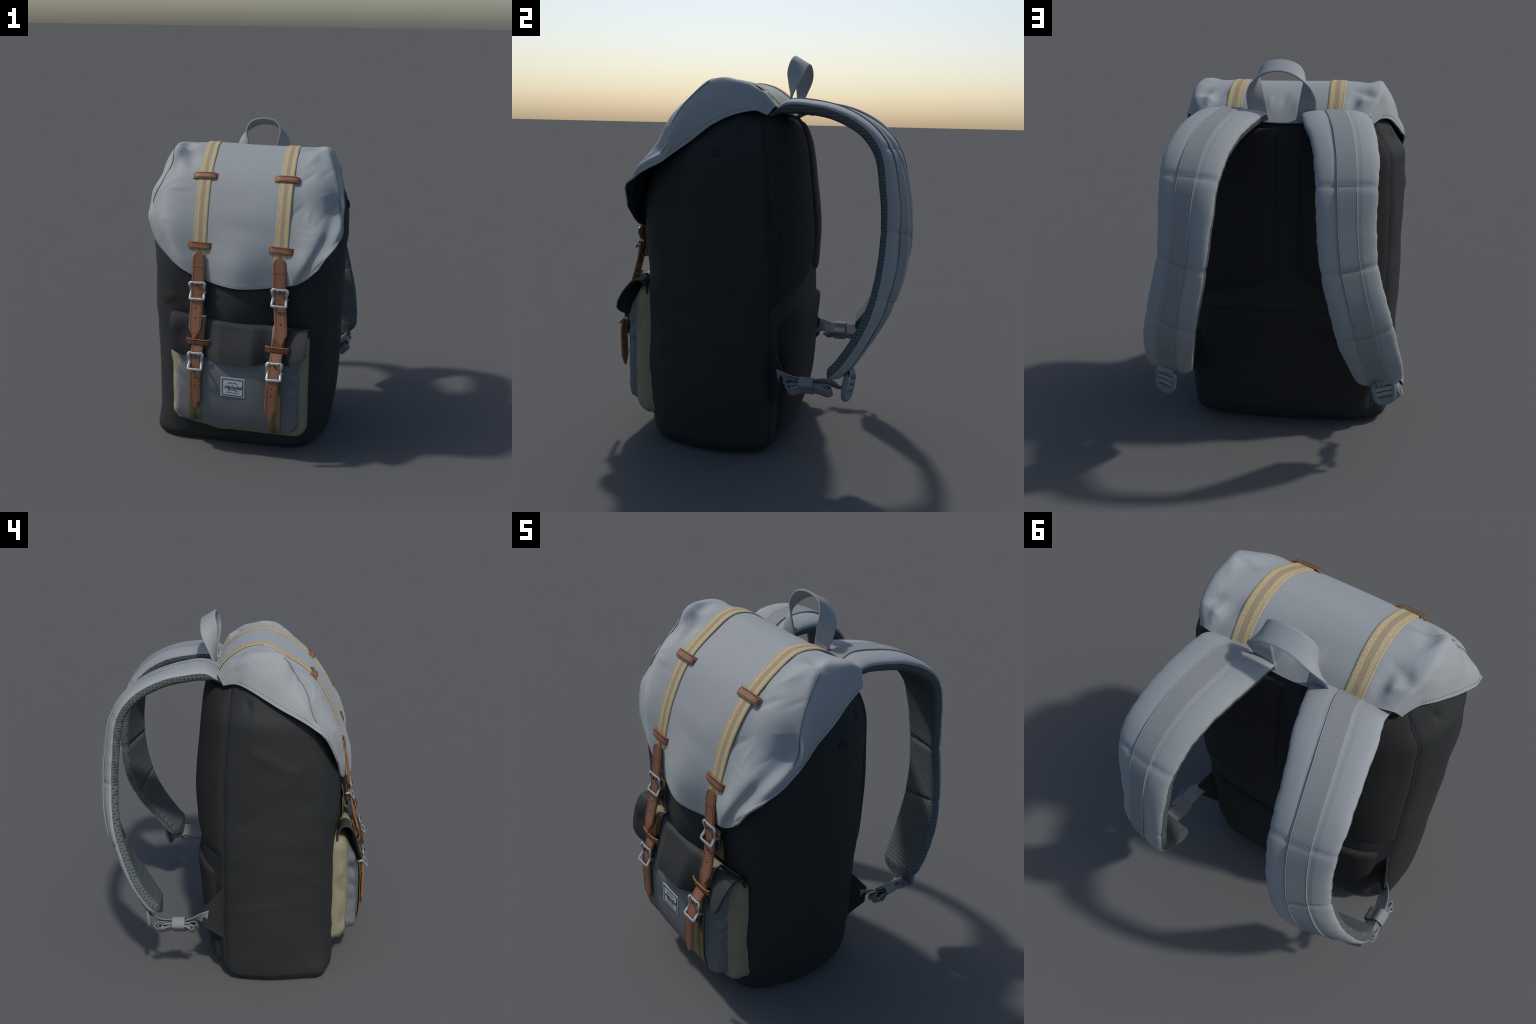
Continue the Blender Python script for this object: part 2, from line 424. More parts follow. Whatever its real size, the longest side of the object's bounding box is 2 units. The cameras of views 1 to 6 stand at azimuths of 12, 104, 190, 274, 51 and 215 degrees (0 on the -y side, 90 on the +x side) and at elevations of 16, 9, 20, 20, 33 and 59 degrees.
def pad(name, s0, s1, zb, zt, T, mat, nu=60, nv=90, p=5, inner=0):
    """Foam pad sewn on the back: region of the body surface raised with rounded borders."""
    u = np.linspace(-1, 1, nu); v = np.linspace(-1, 1, nv)
    u = np.sign(u) * (1 - (1 - abs(u)) ** 1.5); v = np.sign(v) * (1 - (1 - abs(v)) ** 1.5)
    U, V = np.meshgrid(u, v)
    S = (s0 + s1) / 2 + (s1 - s0) / 2 * U
    lo, hi = zb(U), zt(U)
    Z = lo + (hi - lo) * (V + 1) / 2
    P, N = body_at(S, Z)
    pu = np.where(U * inner > 0, 11, p)
    t = T * np.sqrt(np.clip((1 - abs(U) ** pu) * (1 - abs(V) ** (p * 2)), 0, 1))
    t = t * (1 + (.45 if inner > 0 else 0) * smooth01(U, .2, .85))
    P = P + N * (t - 0.004)[..., None]
    P = P + N * (0.003 * wobble(P, 14, 3) * (t / T))[..., None]
    ob = sheet(name, P, 0.01, mat, N=N, angle=60)
    return P

c = (SEAM_R + SEAM_L) / 2
zb_r = lambda U: .75 + .055 * (U + 1) + .07 * np.clip(U, 0, 1) ** 5
zb_l = lambda U: .75 + .055 * (1 - U) + .07 * np.clip(-U, 0, 1) ** 5
one = lambda z: (lambda U: z + 0 * U)
pad('back_pad', SEAM_R + 1.2, c - 4, zb_r, one(1.665), .029, 'black_mesh', p=4, inner=1)
pad('back_pad', c + 4, SEAM_L - 1.2, zb_l, one(1.665), .029, 'black_mesh', p=4, inner=-1)
pad('lumbar_pad', SEAM_R + 14, SEAM_L - 14, one(.10), lambda U: .715 - .06 * abs(U) ** 2.5, .029, 'black_mesh', nu=90, nv=50, p=12)

# ------------------------------------------------------------- top flap
# rows from the back hem over the crown to the front hem; columns: hem, ridge, strap, middle, strap, ridge, hem
rows = [
 #  left hem            left ridge            left strap           middle               right strap          right ridge          right hem
 [(-.430,.035,1.685), (-.410, .060,1.728), (-.240, .088,1.708), (.02, .124,1.692), (.262, .120,1.708), (.435, .112,1.732), (.478, .085,1.690)],
 [(-.466,-.030,1.700), (-.442,-.018,1.803), (-.242, .030,1.787), (.02, .040,1.785), (.268, .045,1.788), (.478,.052,1.800), (.522, .025,1.708)],
 [(-.510,-.095,1.685), (-.466,-.125,1.850), (-.238,-.065,1.848), (.02,-.060,1.842), (.268,-.055,1.842), (.492,-.060,1.845), (.558,-.080,1.680)],
 [(-.543,-.195,1.630), (-.455,-.265,1.848), (-.236,-.165,1.862), (.02,-.165,1.855), (.266,-.165,1.852), (.485,-.187,1.853), (.584,-.165,1.634)],
 [(-.560,-.265,1.590), (-.459,-.330,1.750), (-.230,-.290,1.798), (.02,-.290,1.795), (.268,-.285,1.795), (.532,-.290,1.762), (.588,-.265,1.557)],
 [(-.577,-.340,1.552), (-.495,-.389,1.657), (-.222,-.415,1.706), (.02,-.415,1.706), (.272,-.405,1.702), (.567,-.357,1.655), (.602,-.335,1.505)],
 [(-.572,-.430,1.492), (-.548,-.425,1.545), (-.216,-.520,1.530), (.02,-.530,1.530), (.276,-.520,1.530), (.588,-.385,1.525), (.612,-.405,1.457)],
 [(-.552,-.503,1.420), (-.515,-.515,1.415), (-.212,-.578,1.340), (.02,-.605,1.340), (.278,-.582,1.345), (.590,-.545,1.420), (.614,-.526,1.392)],
 [(-.492,-.550,1.305), (-.430,-.562,1.262), (-.212,-.597,1.220), (.02,-.642,1.215), (.275,-.600,1.225), (.502,-.622,1.275), (.570,-.606,1.336)],
 [(-.395,-.570,1.200), (-.330,-.583,1.155), (-.205,-.598,1.110), (.02,-.648,1.080), (.262,-.606,1.095), (.400,-.622,1.130), (.495,-.630,1.228)],
]
R = A(rows)
nv, nu = 110, 150
cols = []
for j in range(7):
    cols.append(R[:, j])
cols = np.stack(cols, 1)                       # rows x 7 x 3
tv = np.linspace(0, 1, nv)
# common row parameter from the middle column
mid = R[:, 3]; d = np.linalg.norm(np.diff(mid, axis=0), axis=1); kv = np.concatenate([[0], np.cumsum(d)]); kv /= kv[-1]
def along(P):
    """Interpolate control rows with a shared knot vector kv."""
    dd = np.diff(kv); s = np.diff(P, axis=0) / dd[:, None]
    m = np.zeros_like(P); m[1:-1] = (s[:-1]*dd[1:, None] + s[1:]*dd[:-1, None])/(dd[:-1]+dd[1:])[:, None]; m[0], m[-1] = s[0], s[-1]
    i = np.clip(np.searchsorted(kv, tv, 'right')-1, 0, len(dd)-1); u = ((tv-kv[i])/dd[i])[:, None]; h = dd[i][:, None]
    return (2*u**3-3*u**2+1)*P[i]+(u**3-2*u**2+u)*h*m[i]+(-2*u**3+3*u**2)*P[i+1]+(u**3-u**2)*h*m[i+1]
G = np.stack([along(cols[:, j]) for j in range(7)], 1)
puff_ = law([(0, 0), (.22, 0), (.36, .010), (.5, .023), (.68, .034), (.85, .020), (1, .006)])
FL = []
for i in range(nv):
    g7 = G[i]; v = tv[i]
    crisp = 0.06 + 0.25 * smooth01(v, .55, .8)
    puff = float(puff_(v)[0]); up = float(smooth01(v, .75, .35))
    outl, outr = (unit([sg_ * .35, -.9 + .35*up, .1 + .6*up]) * puff * (1.1 if sg_ < 0 else 1.2) for sg_ in (-1, 1))
    swell = .022 * float(smooth01(v, .1, .3) * (1 - smooth01(v, .5, .65)))
    gl, gr = ((g7[a_] + g7[b_])/2 + unit([sg_, -.3, .3]) * swell for a_, b_, sg_ in ((0, 1, -1), (5, 6, 1)))
    ctrl = [g7[0], gl, g7[1]+(g7[0]-g7[1])*crisp, g7[1]+(g7[2]-g7[1])*crisp*.6, (g7[1]*.62+g7[2]*.38) + outl, g7[2], g7[3], g7[4], (g7[4]*.36+g7[5]*.64) + outr, g7[5]+(g7[4]-g7[5])*crisp*.6, g7[5]+(g7[6]-g7[5])*crisp, gr, g7[6]]
    FL.append(evenly(ctrl, nu))
FL = np.stack(FL)
FN = grid_normals(FL)
if FN[nv//2, nu//2, 1] > 0 or FN[20, nu//2, 2] < 0: FN = -FN
# billow and creases of the cloth
FL = folds(FL, FN, [
 ((-.385,-.24,1.82), (.2,-.5,-.6), .08, .034, -.018), ((-.34,-.30,1.79), (.2,-.7,-.7), .10, .045, -.018), 
 ((-.33,.02,1.79), (.2,1,-.8), .07, .03, -.016), ((-.41,-.02,1.77), (.3,.6,-1), .06, .022, -.016),
 ((-.46,-.36,1.66), (.3,-.6,-1), .16, .04, .010), ((-.38,-.40,1.62), (.4,-.5,-1), .16, .04, -.010),
 ((.385,-.19,1.83), (1,.35,.15), .07, .032, -.018), ((.40,-.22,1.80), (1,.35,.3), .10, .022, .014), 
 ((.35,.03,1.80), (.5,1,-.6), .07, .03, -.014), ((.40,.06,1.78), (.3,1,-1), .05, .02, .010), ((.37,-.47,1.55), (.2,-.5,-1), .18, .04, -.005),
 ((.02,.04,1.78), (.15,.6,-1), .07, .022, -.007), ((-.05,.05,1.77), (.1,.5,-1), .07, .02, .006), ((.09,.05,1.77), (0,.5,-1), .07, .02, .006),
 ((.415,-.255,1.805), (.11,.14,.075), .07, .022, .016, 1), ((-.40,-.325,1.79), (.08,-.11,-.1), .07, .022, .014, 1), ((-.40,-.03,1.79), (.15,-.5,1), .07, .020, -.013, 1), ((-.36,.0,1.80), (.1,-.6,1), .07, .018, .009, 1),
 ((.425,.03,1.79), (-.1,-.5,1), .07, .020, -.012, 1), ((.41,-.02,1.81), (.6,.6,-.2), .06, .018, .012, 1), ((.47,-.47,1.48), (.3,-.5,-1), .13, .02, .008, 1), ((-.45,-.47,1.5), (-.1,-.5,-1), .14, .02, .007, 1),
 ((.05,-.58,1.42), (1,0,-.2), .14, .05, -.006), ((.33,-.60,1.22), (-.8,0,1), .10, .04, .012), ((.40,-.58,1.30), (-.6,0,1), .10, .03, -.010),
 ((-.36,-.56,1.28), (-1,0,.5), .09, .05, -.006)])
gathers = []
for pk, rays in (((.485,-.187,1.853), [(-1,.25,.0,-.013), (-1,-.25,-.1,.012), (-.8,-.75,-.5,-.010), (-.55,.9,-.1,.010)]),
                 ((-.455,-.265,1.848), [(1,.45,.0,-.013), (1,-.05,-.05,.012), (.7,-.6,-.6,-.011), (.4,1,.0,.009)]),
                 ((.478,.052,1.800), [(-1,-.5,.25,-.013), (-.9,.15,-.1,.011), (-.6,-1,.35,.009)]),
                 ((-.442,-.018,1.803), [(1,-.35,.25,-.013), (1,.35,-.15,.011), (.55,-1,.35,.009)])):
    for dx, dy, dz, hh in rays:
        dd = unit([dx, dy, dz]); gathers.append((A(pk) + dd * .075, dd, .055, .017, hh, 1))
FL = folds(FL, FN, gathers)
FL = FL + FN * (0.003 * wobble(FL, 12, 4))[..., None]
FL = creases(FL, FN, 26, 5, .07, .014, .006, lambda p: .33 < abs(p[0] - .02) < .5 and p[2] > 1.36)
FL = creases(FL, FN, 10, 6, .06, .014, .0035)
FN = grid_normals(FL); 
if FN[20, nu//2, 2] < 0: FN = -FN
flipped = (np.cross(FL[20, 76]-FL[20, 75], FL[21, 75]-FL[20, 75]) @ FN[20, 75]) < 0
def oriented(P): return P[:, ::-1] if flipped else P
nf_ = (nv-1)*(nu-1)
sheet('top_flap', oriented(FL), 0.009, ['grey_canvas', 'black_canvas'], N=oriented(FN), angle=50, face_mat=[0]*nf_ + [1]*nf_)
flap_bvh = BVHTree.FromPolygons([Vector(p) for p in oriented(FL).reshape(-1, 3)], gridfaces(nv, nu))

# dart seams on both shoulders and hem stitching
for side in (1, 5):
    seam = hermite(R[3:8, side], 60)[2:46]
    seam, sn = stick(seam, flap_bvh, .0015, True)
    tube('dart_seam', soften(seam, 4), .0020, 'dark_thread', closed=False, sides=6, parent=ROOT)
hem = np.vstack([FL[::-1, 5], FL[0:1, 5], FL[:0, 0]])
hl = FL[12:, 2] + FN[12:, 2]*.001; hr = FL[12:, -3] + FN[12:, -3]*.001
hb = FL[-2, 4:-4] + FN[-2, 4:-4]*.001
stitches('hem_stitching', [(hl, FN[12:, 2]), (hr, FN[12:, -3]), (hb, FN[-2, 4:-4])], 'dark_thread', ROOT, gap=.015, length=.006, r=.0009)

# ------------------------------------------------- flap webbing + loops
def web_path(j, top_extra, bot):
    P = hermite(R[:, j], 90)
    P = P[P[:, 2] > bot] if True else P
    return P
X = A([1., 0, 0])
def leather_loop(centre, w, h, lift, parent, tilt=0.0, along_dir=(0, 0, 1), out=None):
    """Small stitched leather keeper lying across a strap."""
    a = unit(along_dir); out = unit(out); x = unit(np.cross(a, out)); x = x if x[0] > 0 else -x
    x = unit(x + a * tilt)
    s = np.linspace(-1, 1, 21)
    hgt = lift * (1 - abs(s) ** 4)
    path = A(centre) + x * (s * w / 2)[:, None] + out * (hgt - .002)[:, None]
    wd = a if (np.cross(x, a) @ out) > 0 else -a
    ob = ribbon('leather_loop', path, wd, h, .007, ['tan_leather', 'leather_edge'], parent, edge_mat=True, cols=7)
    T, W, N = frames(path, wd)
    ln = []
    for e in (-1, 1): ln.append((path[2:-2] + W[2:-2]*e*h*.34 + N[2:-2]*.0074, N[2:-2]))
    for e in (1, -2): 
        q = np.stack([path[e] + W[e]*t*h*.36 + N[e]*.0074 for t in np.linspace(-1, 1, 5)]); ln.append((q, np.stack([N[e]]*5)))
    stitches('loop_stitching', ln, 'brown_thread', ob, gap=.012, length=.008, r=.0016)

STRAPS = {}
for side, j, loops in (('l', 2, [(-.215,-.42,1.701), (-.21,-.589,1.314)]), ('r', 4, [(.274,-.414,1.698), (.278,-.596,1.32)])):
    P = soften(hermite(R[:, j], 120), 2)
    P = P[P[:, 2] > 1.20] if True else P
    keep = np.ones(len(P), bool)
    P, nn = stick(P, flap_bvh, .001, True)
    P = evenly(soften(P, 6), 110)
    nn = stick(P, flap_bvh, 0, True)[1]
    for _ in range(6): nn[1:-1] = unit(nn[:-2] + 2*nn[1:-1] + nn[2:])
    T = unit(np.gradient(P, axis=0)); W = unit(np.cross(nn, T)); W = unit(W*0 + X*np.sign(W[:, :1]) + W*.5)
    ob = ribbon('flap_webbing', P, W, .078, .0055, ['tan_webbing', 'brown_webbing'], stripe=.32)
    T, W, N = frames(P, W)
    stitches('webbing_stitching', [(P + W*.034 + N*.0055, N), (P - W*.034 + N*.0055, N)], 'khaki_thread', ob, gap=.013, length=.008, r=.0008)
    for q in loops:
        i = np.argmin(np.linalg.norm(P - A(q), axis=1))
        leather_loop(P[i], .142, .042, .013, ROOT, tilt=-.03, along_dir=-T[i], out=N[i])

# --------------------------------------------------- front leather straps
def leather_strap(path, parent, width=.076, round_top=True, holes=()):
    n = len(path)
    L = np.concatenate([[0], np.cumsum(np.linalg.norm(np.diff(path, axis=0), axis=1))])
    w = np.full(n, width)
    e = L[-1] - L
    w = np.where(e < .055, width * (.10 + .90 * np.clip(e / .055, 0, 1)), w)
    if round_top: w = np.where(L < width/2, width * np.sqrt(np.clip(1 - (1 - L/(width/2))**2, .02, 1)), w)
    ob = ribbon('leather_strap', path, X, w, .011, ['tan_leather', 'leather_edge'], parent, edge_mat=True, cols=9)
    T, W, N = frames(path, X * np.ones_like(path))
    if (N[:, 1].mean()) > 0: raise ValueError('strap faces in')
    ln = []
    for s in (-1, 1):
        k = np.where((L > .012) & (e > .018))[0]
        ln.append((path[k] + W[k]*(s*(w[k]/2 - .0105))[:, None] + N[k]*.0112, N[k]))
    k = np.argmin(abs(L - .09))
    if round_top: ln.append((np.stack([path[k]+W[k]*t+N[k]*.0112 for t in np.linspace(-.03, .03, 9)]), np.stack([N[k]]*9)))
    stitches('strap_stitching', ln, 'brown_thread', ob, gap=.0148, length=.0068, r=.0016)
    V, F = [], []
    for z in holes:
        k = np.argmin(abs(path[:, 2] - z)); o = len(V); c0 = path[k] + N[k]*.0115
        V += [c0 + (W[k]*math.cos(a) + T[k]*math.sin(a))*.0048 for a in np.linspace(0, 2*math.pi, 12, endpoint=False)] + [c0 + N[k]*.0006]
        F += [(o+i, o+(i+1) % 12, o+12) for i in range(12)]
    if V: make('punched_hole', V, F, 'dark_hole', ob, stuff=True)
    return ob

def buckle(c, tilt, parent, sx=1.0, roll=0.0):
    """Cast centre-bar buckle: knobbed upper corners, waisted sides, straight lower bar, and a prong."""
    c = A(c)
    up = unit([roll, tilt, 1]); x = unit([1, 0, -roll]); out = unit(np.cross(x, up)); out = out if out[1] < 0 else -out
    pr = [(-.047, .056, -.004), (-.025, .058, -.002), (.0, .058, -.002), (.025, .058, -.002), (.047, .056, -.004), (.050, .044, -.004), (.047, .022, -.009),
          (.043, .0, -.014), (.044, -.022, -.010), (.047, -.048, .000), (.047, -.060, .004), (.024, -.062, .006), (0, -.062, .006), (-.024, -.062, .006),
          (-.047, -.060, .004), (-.047, -.048, .000), (-.044, -.022, -.010), (-.043, 0, -.014), (-.047, .022, -.009), (-.050, .044, -.004)]
    P = evenly([c + x*a*sx*.90 + up*b*.80 + out*h for a, b, h in pr], 96, closed=True)
    th = np.linspace(0, 1, 96, endpoint=False)
    loc = (P - c) @ up / .8
    r = .0082 + .0030*np.exp(-((loc - .048)/.016)**2) * (abs((P-c) @ x) > .03)
    ob = tube('buckle', P, r, 'brushed_metal', parent, sides=10, squash=(tuple(out), .5))
    pr2 = A([c + up*.046 + out*.005, c + up*.038 + out*.005, c + up*.026 + out*.001])
    tube('buckle_prong', hermite(pr2, 10), .0042, 'dark_metal', ob, closed=False, sides=8)
    for s in (-1, 1):
        q = A([c + x*.029*s + up*.046 - out*.002, c + x*.031*s + up*.046 - out*.002])
        tube('buckle_collar', np.linspace(q[0], q[1], 3), .0086, 'dark_metal', ob, closed=False, sides=10)
    wing = []
    for s in (-1, 1):
        q = np.stack([c + x*s*(.041 + .006*t) + up*(-.01 + .0*t) - out*(.018 + .022*t) for t in np.linspace(0, 1, 5)])
        tube('buckle_lug', q, np.linspace(.011, .003, 5), 'brushed_metal', ob, closed=False, sides=8)
    return ob

FRONT = {
 'l': dict(up=[(-.212,-.600,1.275), (-.213,-.607,1.20), (-.214,-.618,1.11), (-.216,-.626,1.045), (-.218,-.634,.98), (-.220,-.656,.88), (-.221,-.685,.765)],
           b1=(-.216,-.641,1.047), dn=[(-.203,-.640,.86), (-.202,-.662,.80), (-.202,-.668,.735), (-.206,-.690,.665), (-.208,-.700,.625), (-.210,-.706,.55), (-.212,-.705,.44), (-.212,-.702,.325)],
           b2=(-.208,-.722,.630), loop=(-.201,-.672,.741), wx=-.213, py=-.675),
 'r': dict(up=[(.272,-.607,1.275), (.275,-.616,1.20), (.278,-.623,1.11), (.282,-.625,1.043), (.286,-.630,.98), (.295,-.648,.88), (.305,-.680,.768)],
           b1=(.282,-.645,1.043), dn=[(.293,-.640,.86), (.288,-.662,.80), (.283,-.668,.735), (.278,-.708,.665), (.275,-.722,.615), (.270,-.742,.55), (.264,-.745,.44), (.259,-.742,.325)],
           b2=(.276,-.738,.618), loop=(.282,-.676,.737), wx=.272, py=-.70)}

# ------------------------------------------------------------ front pocket
def rrect(xl, xr, zb, zt, r, n=200):
    """Rounded rectangle in x,z sampled counter-clockwise with matching parameters."""
    pts = []
    def arc(cx, cz, a0, k): return [(cx + r*math.cos(a0 + t*math.pi/2), cz + r*math.sin(a0 + t*math.pi/2)) for t in np.linspace(0, 1, k, endpoint=False)]
    def line(p, q, k): return [(p[0]+(q[0]-p[0])*t, p[1]+(q[1]-p[1])*t) for t in np.linspace(0, 1, k, endpoint=False)]
    k, a = 38, 12
    pts += line((xl+r, zb), (xr-r, zb), k) + arc(xr-r, zb+r, -math.pi/2, a)
    pts += line((xr, zb+r), (xr, zt-r), k) + arc(xr-r, zt-r, 0, a)
    pts += line((xr-r, zt), (xl+r, zt), k) + arc(xl+r, zt-r, math.pi/2, a)
    pts += line((xl, zt-r), (xl, zb+r), k) + arc(xl+r, zb+r, math.pi, a)
    return A(pts)

def sag(P):
    """The pouch hangs unevenly: its bottom edge rises to the left."""
    P[:, 2] += .055 * np.clip((-.10 - P[:, 0]) / .28, 0, 1) * np.clip(1 - (P[:, 2] - .12) / .30, 0, 1)
    return P

def pocket_rings(levels, sub):
    rings = []
    keys = A([(a, b, c_, d_, r, y) for a, b, c_, d_, r, y in levels])
    K = hermite(keys * A([1, 1, 1, 1, 1, 1]), (len(levels)-1)*sub + 1, t=np.linspace(0, 1, (len(levels)-1)*sub + 1))
    for a, b, c_, d_, r, y in K:
        q = rrect(a, b, c_, d_, max(r, .004)); rings.append(sag(np.column_stack([q[:, 0], np.full(len(q), y), q[:, 1]])))
    return np.stack(rings)
gusset = pocket_rings([(-.390,.442,.130,.815,.06,-.490), (-.396,.448,.122,.812,.065,-.553), (-.389,.441,.132,.806,.065,-.580), (-.372,.424,.155,.795,.06,-.602), (-.360,.413,.172,.78,.06,-.612), (-.335,.388,.20,.765,.06,-.622)], 6)
gN = grid_normals(gusset, wrap=True)
if (gN[2, 20] @ A([0, 0, -1])) < 0: gN = -gN
w8 = np.linspace(0, 1, len(gusset))[:, None]
gusset = folds(gusset, gN, [((.44,-.575,.60), (0,.5,1), .06, .02, -.012), ((.44,-.575,.28), (0,.6,-1), .05, .02, -.012), ((.43,-.58,.2), (0,.5,1), .05, .016, .008),
                            ((-.39,-.58,.62), (0,-.4,1), .05, .02, .010), ((-.39,-.58,.50), (0,.4,1), .05, .02, -.010), ((-.38,-.59,.3), (0,0,1), .05, .02, -.01)])
gusset = gusset + gN * (w8 * .004 * wobble(gusset, 30, 5))[..., None]
gusset = creases(gusset, gN, 24, 9, .03, .010, .006, lambda p: p[1] < -.56)
V = gusset.reshape(-1, 3); n, m = gusset.shape[:2]
def outward(F, V, c):
    f = F[len(F)//3]; a, b, d = (A(V[i]) for i in f[:3])
    return F if np.cross(b-a, d-a) @ (a - A(c)) > 0 else [q[::-1] for q in F]
make('pocket_gusset', V, outward(gridfaces(n, m, wrap=True), V, (.03,-.5,.45)), 'khaki_canvas', angle=60)
pr = rrect(-.394, .446, .125, .815, .06); pip = sag(np.column_stack([pr[:, 0], np.full(len(pr), -.560), pr[:, 1]]))
pipl = []
for q in pip:
    loc, nor, _, _ = body_bvh.ray_cast(Vector((q[0], -1.2, q[2])), Vector((0, 1, 0)), 2)
    pipl.append((q[0], loc.y - .002, q[2]))
tube('pocket_piping', A(pipl), .007, 'khaki_canvas', sides=8)

face = pocket_rings([(-.360,.413,.176,.782,.06,-.609), (-.350,.408,.182,.765,.06,-.622), (-.346,.408,.186,.735,.065,-.640), (-.338,.398,.188,.70,.07,-.660),
                     (-.305,.365,.225,.65,.08,-.676), (-.23,.29,.28,.60,.08,-.692), (-.12,.18,.36,.55,.06,-.7025), (-.01,.06,.44,.49,.015,-.7055)], 6)
fN = grid_normals(face, wrap=True)
if (fN[-6, 20] @ A([0, -1, 0])) < 0: fN = -fN
face = folds(face, fN, [((.39,-.65,.58), (1,.4,.6), .05, .022, -.020), ((.38,-.66,.50), (1,.3,-.5), .05, .018, -.016), ((.39,-.65,.54), (1,.2,.2), .05, .02, .010), ((.37,-.665,.40), (1,.2,.9), .06, .018, -.008),
                        ((-.33,-.65,.60), (1,-.3,-.7), .06, .024, -.026), ((-.33,-.65,.68), (1,-.3,.4), .05, .02, .014), ((-.33,-.65,.50), (1,-.4,-.8), .06, .018, -.014), ((-.34,-.64,.40), (.6,0,-1), .06, .02, -.010),
                        ((-.33,-.65,.30), (.3,0,1), .08, .02, .008), ((.36,-.66,.28), (.4,0,1), .07, .02, -.008)])
face = face + fN * (.0035 * wobble(face, 18, 6))[..., None]
face = creases(face, fN, 22, 8, .045, .011, .007, lambda p: p[0] < -.29 or p[0] > .33)
V = np.vstack([face.reshape(-1, 3), face[-1].mean(0)]); n, m = face.shape[:2]
F = gridfaces(n, m, wrap=True) + [((n-1)*m+i, (n-1)*m+(i+1) % m, n*m) for i in range(m)]
F = outward(F, V, (.03,-.4,.45))
make('front_pocket', V, F, 'grey_pocket_canvas', angle=60)
pocket_bvh = BVHTree.FromPolygons([Vector(p) for p in V], F)
seam = rrect(-.352, .405, .181, .77, .06); 

# pocket flap: hinged at the body, arching forward and down
xs = np.linspace(-1, 1, 80); 
prof_l = [(-.555,.800), (-.560,.850), (-.585,.888), (-.620,.890), (-.655,.845), (-.680,.760), (-.694,.700), (-.698,.655)]
prof_r = [(-.535,.775), (-.545,.820), (-.575,.845), (-.615,.842), (-.660,.800), (-.697,.745), (-.717,.695), (-.716,.645)]
prof_m = [(-.560,.790), (-.572,.836), (-.595,.862), (-.620,.856), (-.642,.810), (-.656,.752), (-.668,.695), (-.674,.640)]
ts = np.linspace(0, 1, 50)
PL, PM, PR = (hermite(q, 50) for q in (prof_l, prof_m, prof_r))
FP = np.zeros((50, 80, 3))
for i, t in enumerate(ts):
    # the two lower corners are rounded: rows near the hem get narrower
    hem_z = np.interp(t, [0, 1], [0, 1])
    for j, s in enumerate(xs):
        x = .034 + .418 * s
        corner = max(0, abs(s) - .74) / .26
        te = t * (1 - .23 * (1 - math.sqrt(max(0, 1 - corner ** 2.2))) )
        k = te * 49; a = int(min(k, 48)); u = k - a
        ql, qm, qr = ((1-u)*Q[a] + u*Q[a+1] for Q in (PL, PM, PR))
        fl_ = float(smooth01(abs(s), .66, .97))
        cb = t * (1 - float(smooth01(abs(x - .03), .09, .20)))
        zm = A([-.054 * cb, 0]) + A([0, (ql[1] - qr[1]) / 2 * -s])          # the left end sits a little higher
        y, z = (1 - fl_) * (qm + zm) + fl_ * (ql if s < 0 else qr)
        FP[i, j] = (x, y, z)
pN = grid_normals(FP)
if pN[25, 40, 1] > 0: pN = -pN
FP = folds(FP, pN, [((.0,-.66,.80), (1,0,0), .15, .05, -.006), ((.36,-.66,.78), (.6,0,-1), .10, .05, .008), ((-.3,-.66,.78), (.6,0,1), .08, .05, -.008)])
FP = FP + pN * (.003*wobble(FP, 14, 7))[..., None]
flp = (np.cross(FP[25, 41]-FP[25, 40], FP[26, 40]-FP[25, 40]) @ pN[25, 40]) < 0
FPo, pNo = (FP[:, ::-1], pN[:, ::-1]) if flp else (FP, pN)
sheet('pocket_flap', FPo, .009, 'black_flap_canvas', N=pNo, angle=50)
pflap_bvh = BVHTree.FromPolygons([Vector(p) for p in FPo.reshape(-1, 3)], gridfaces(50, 80))

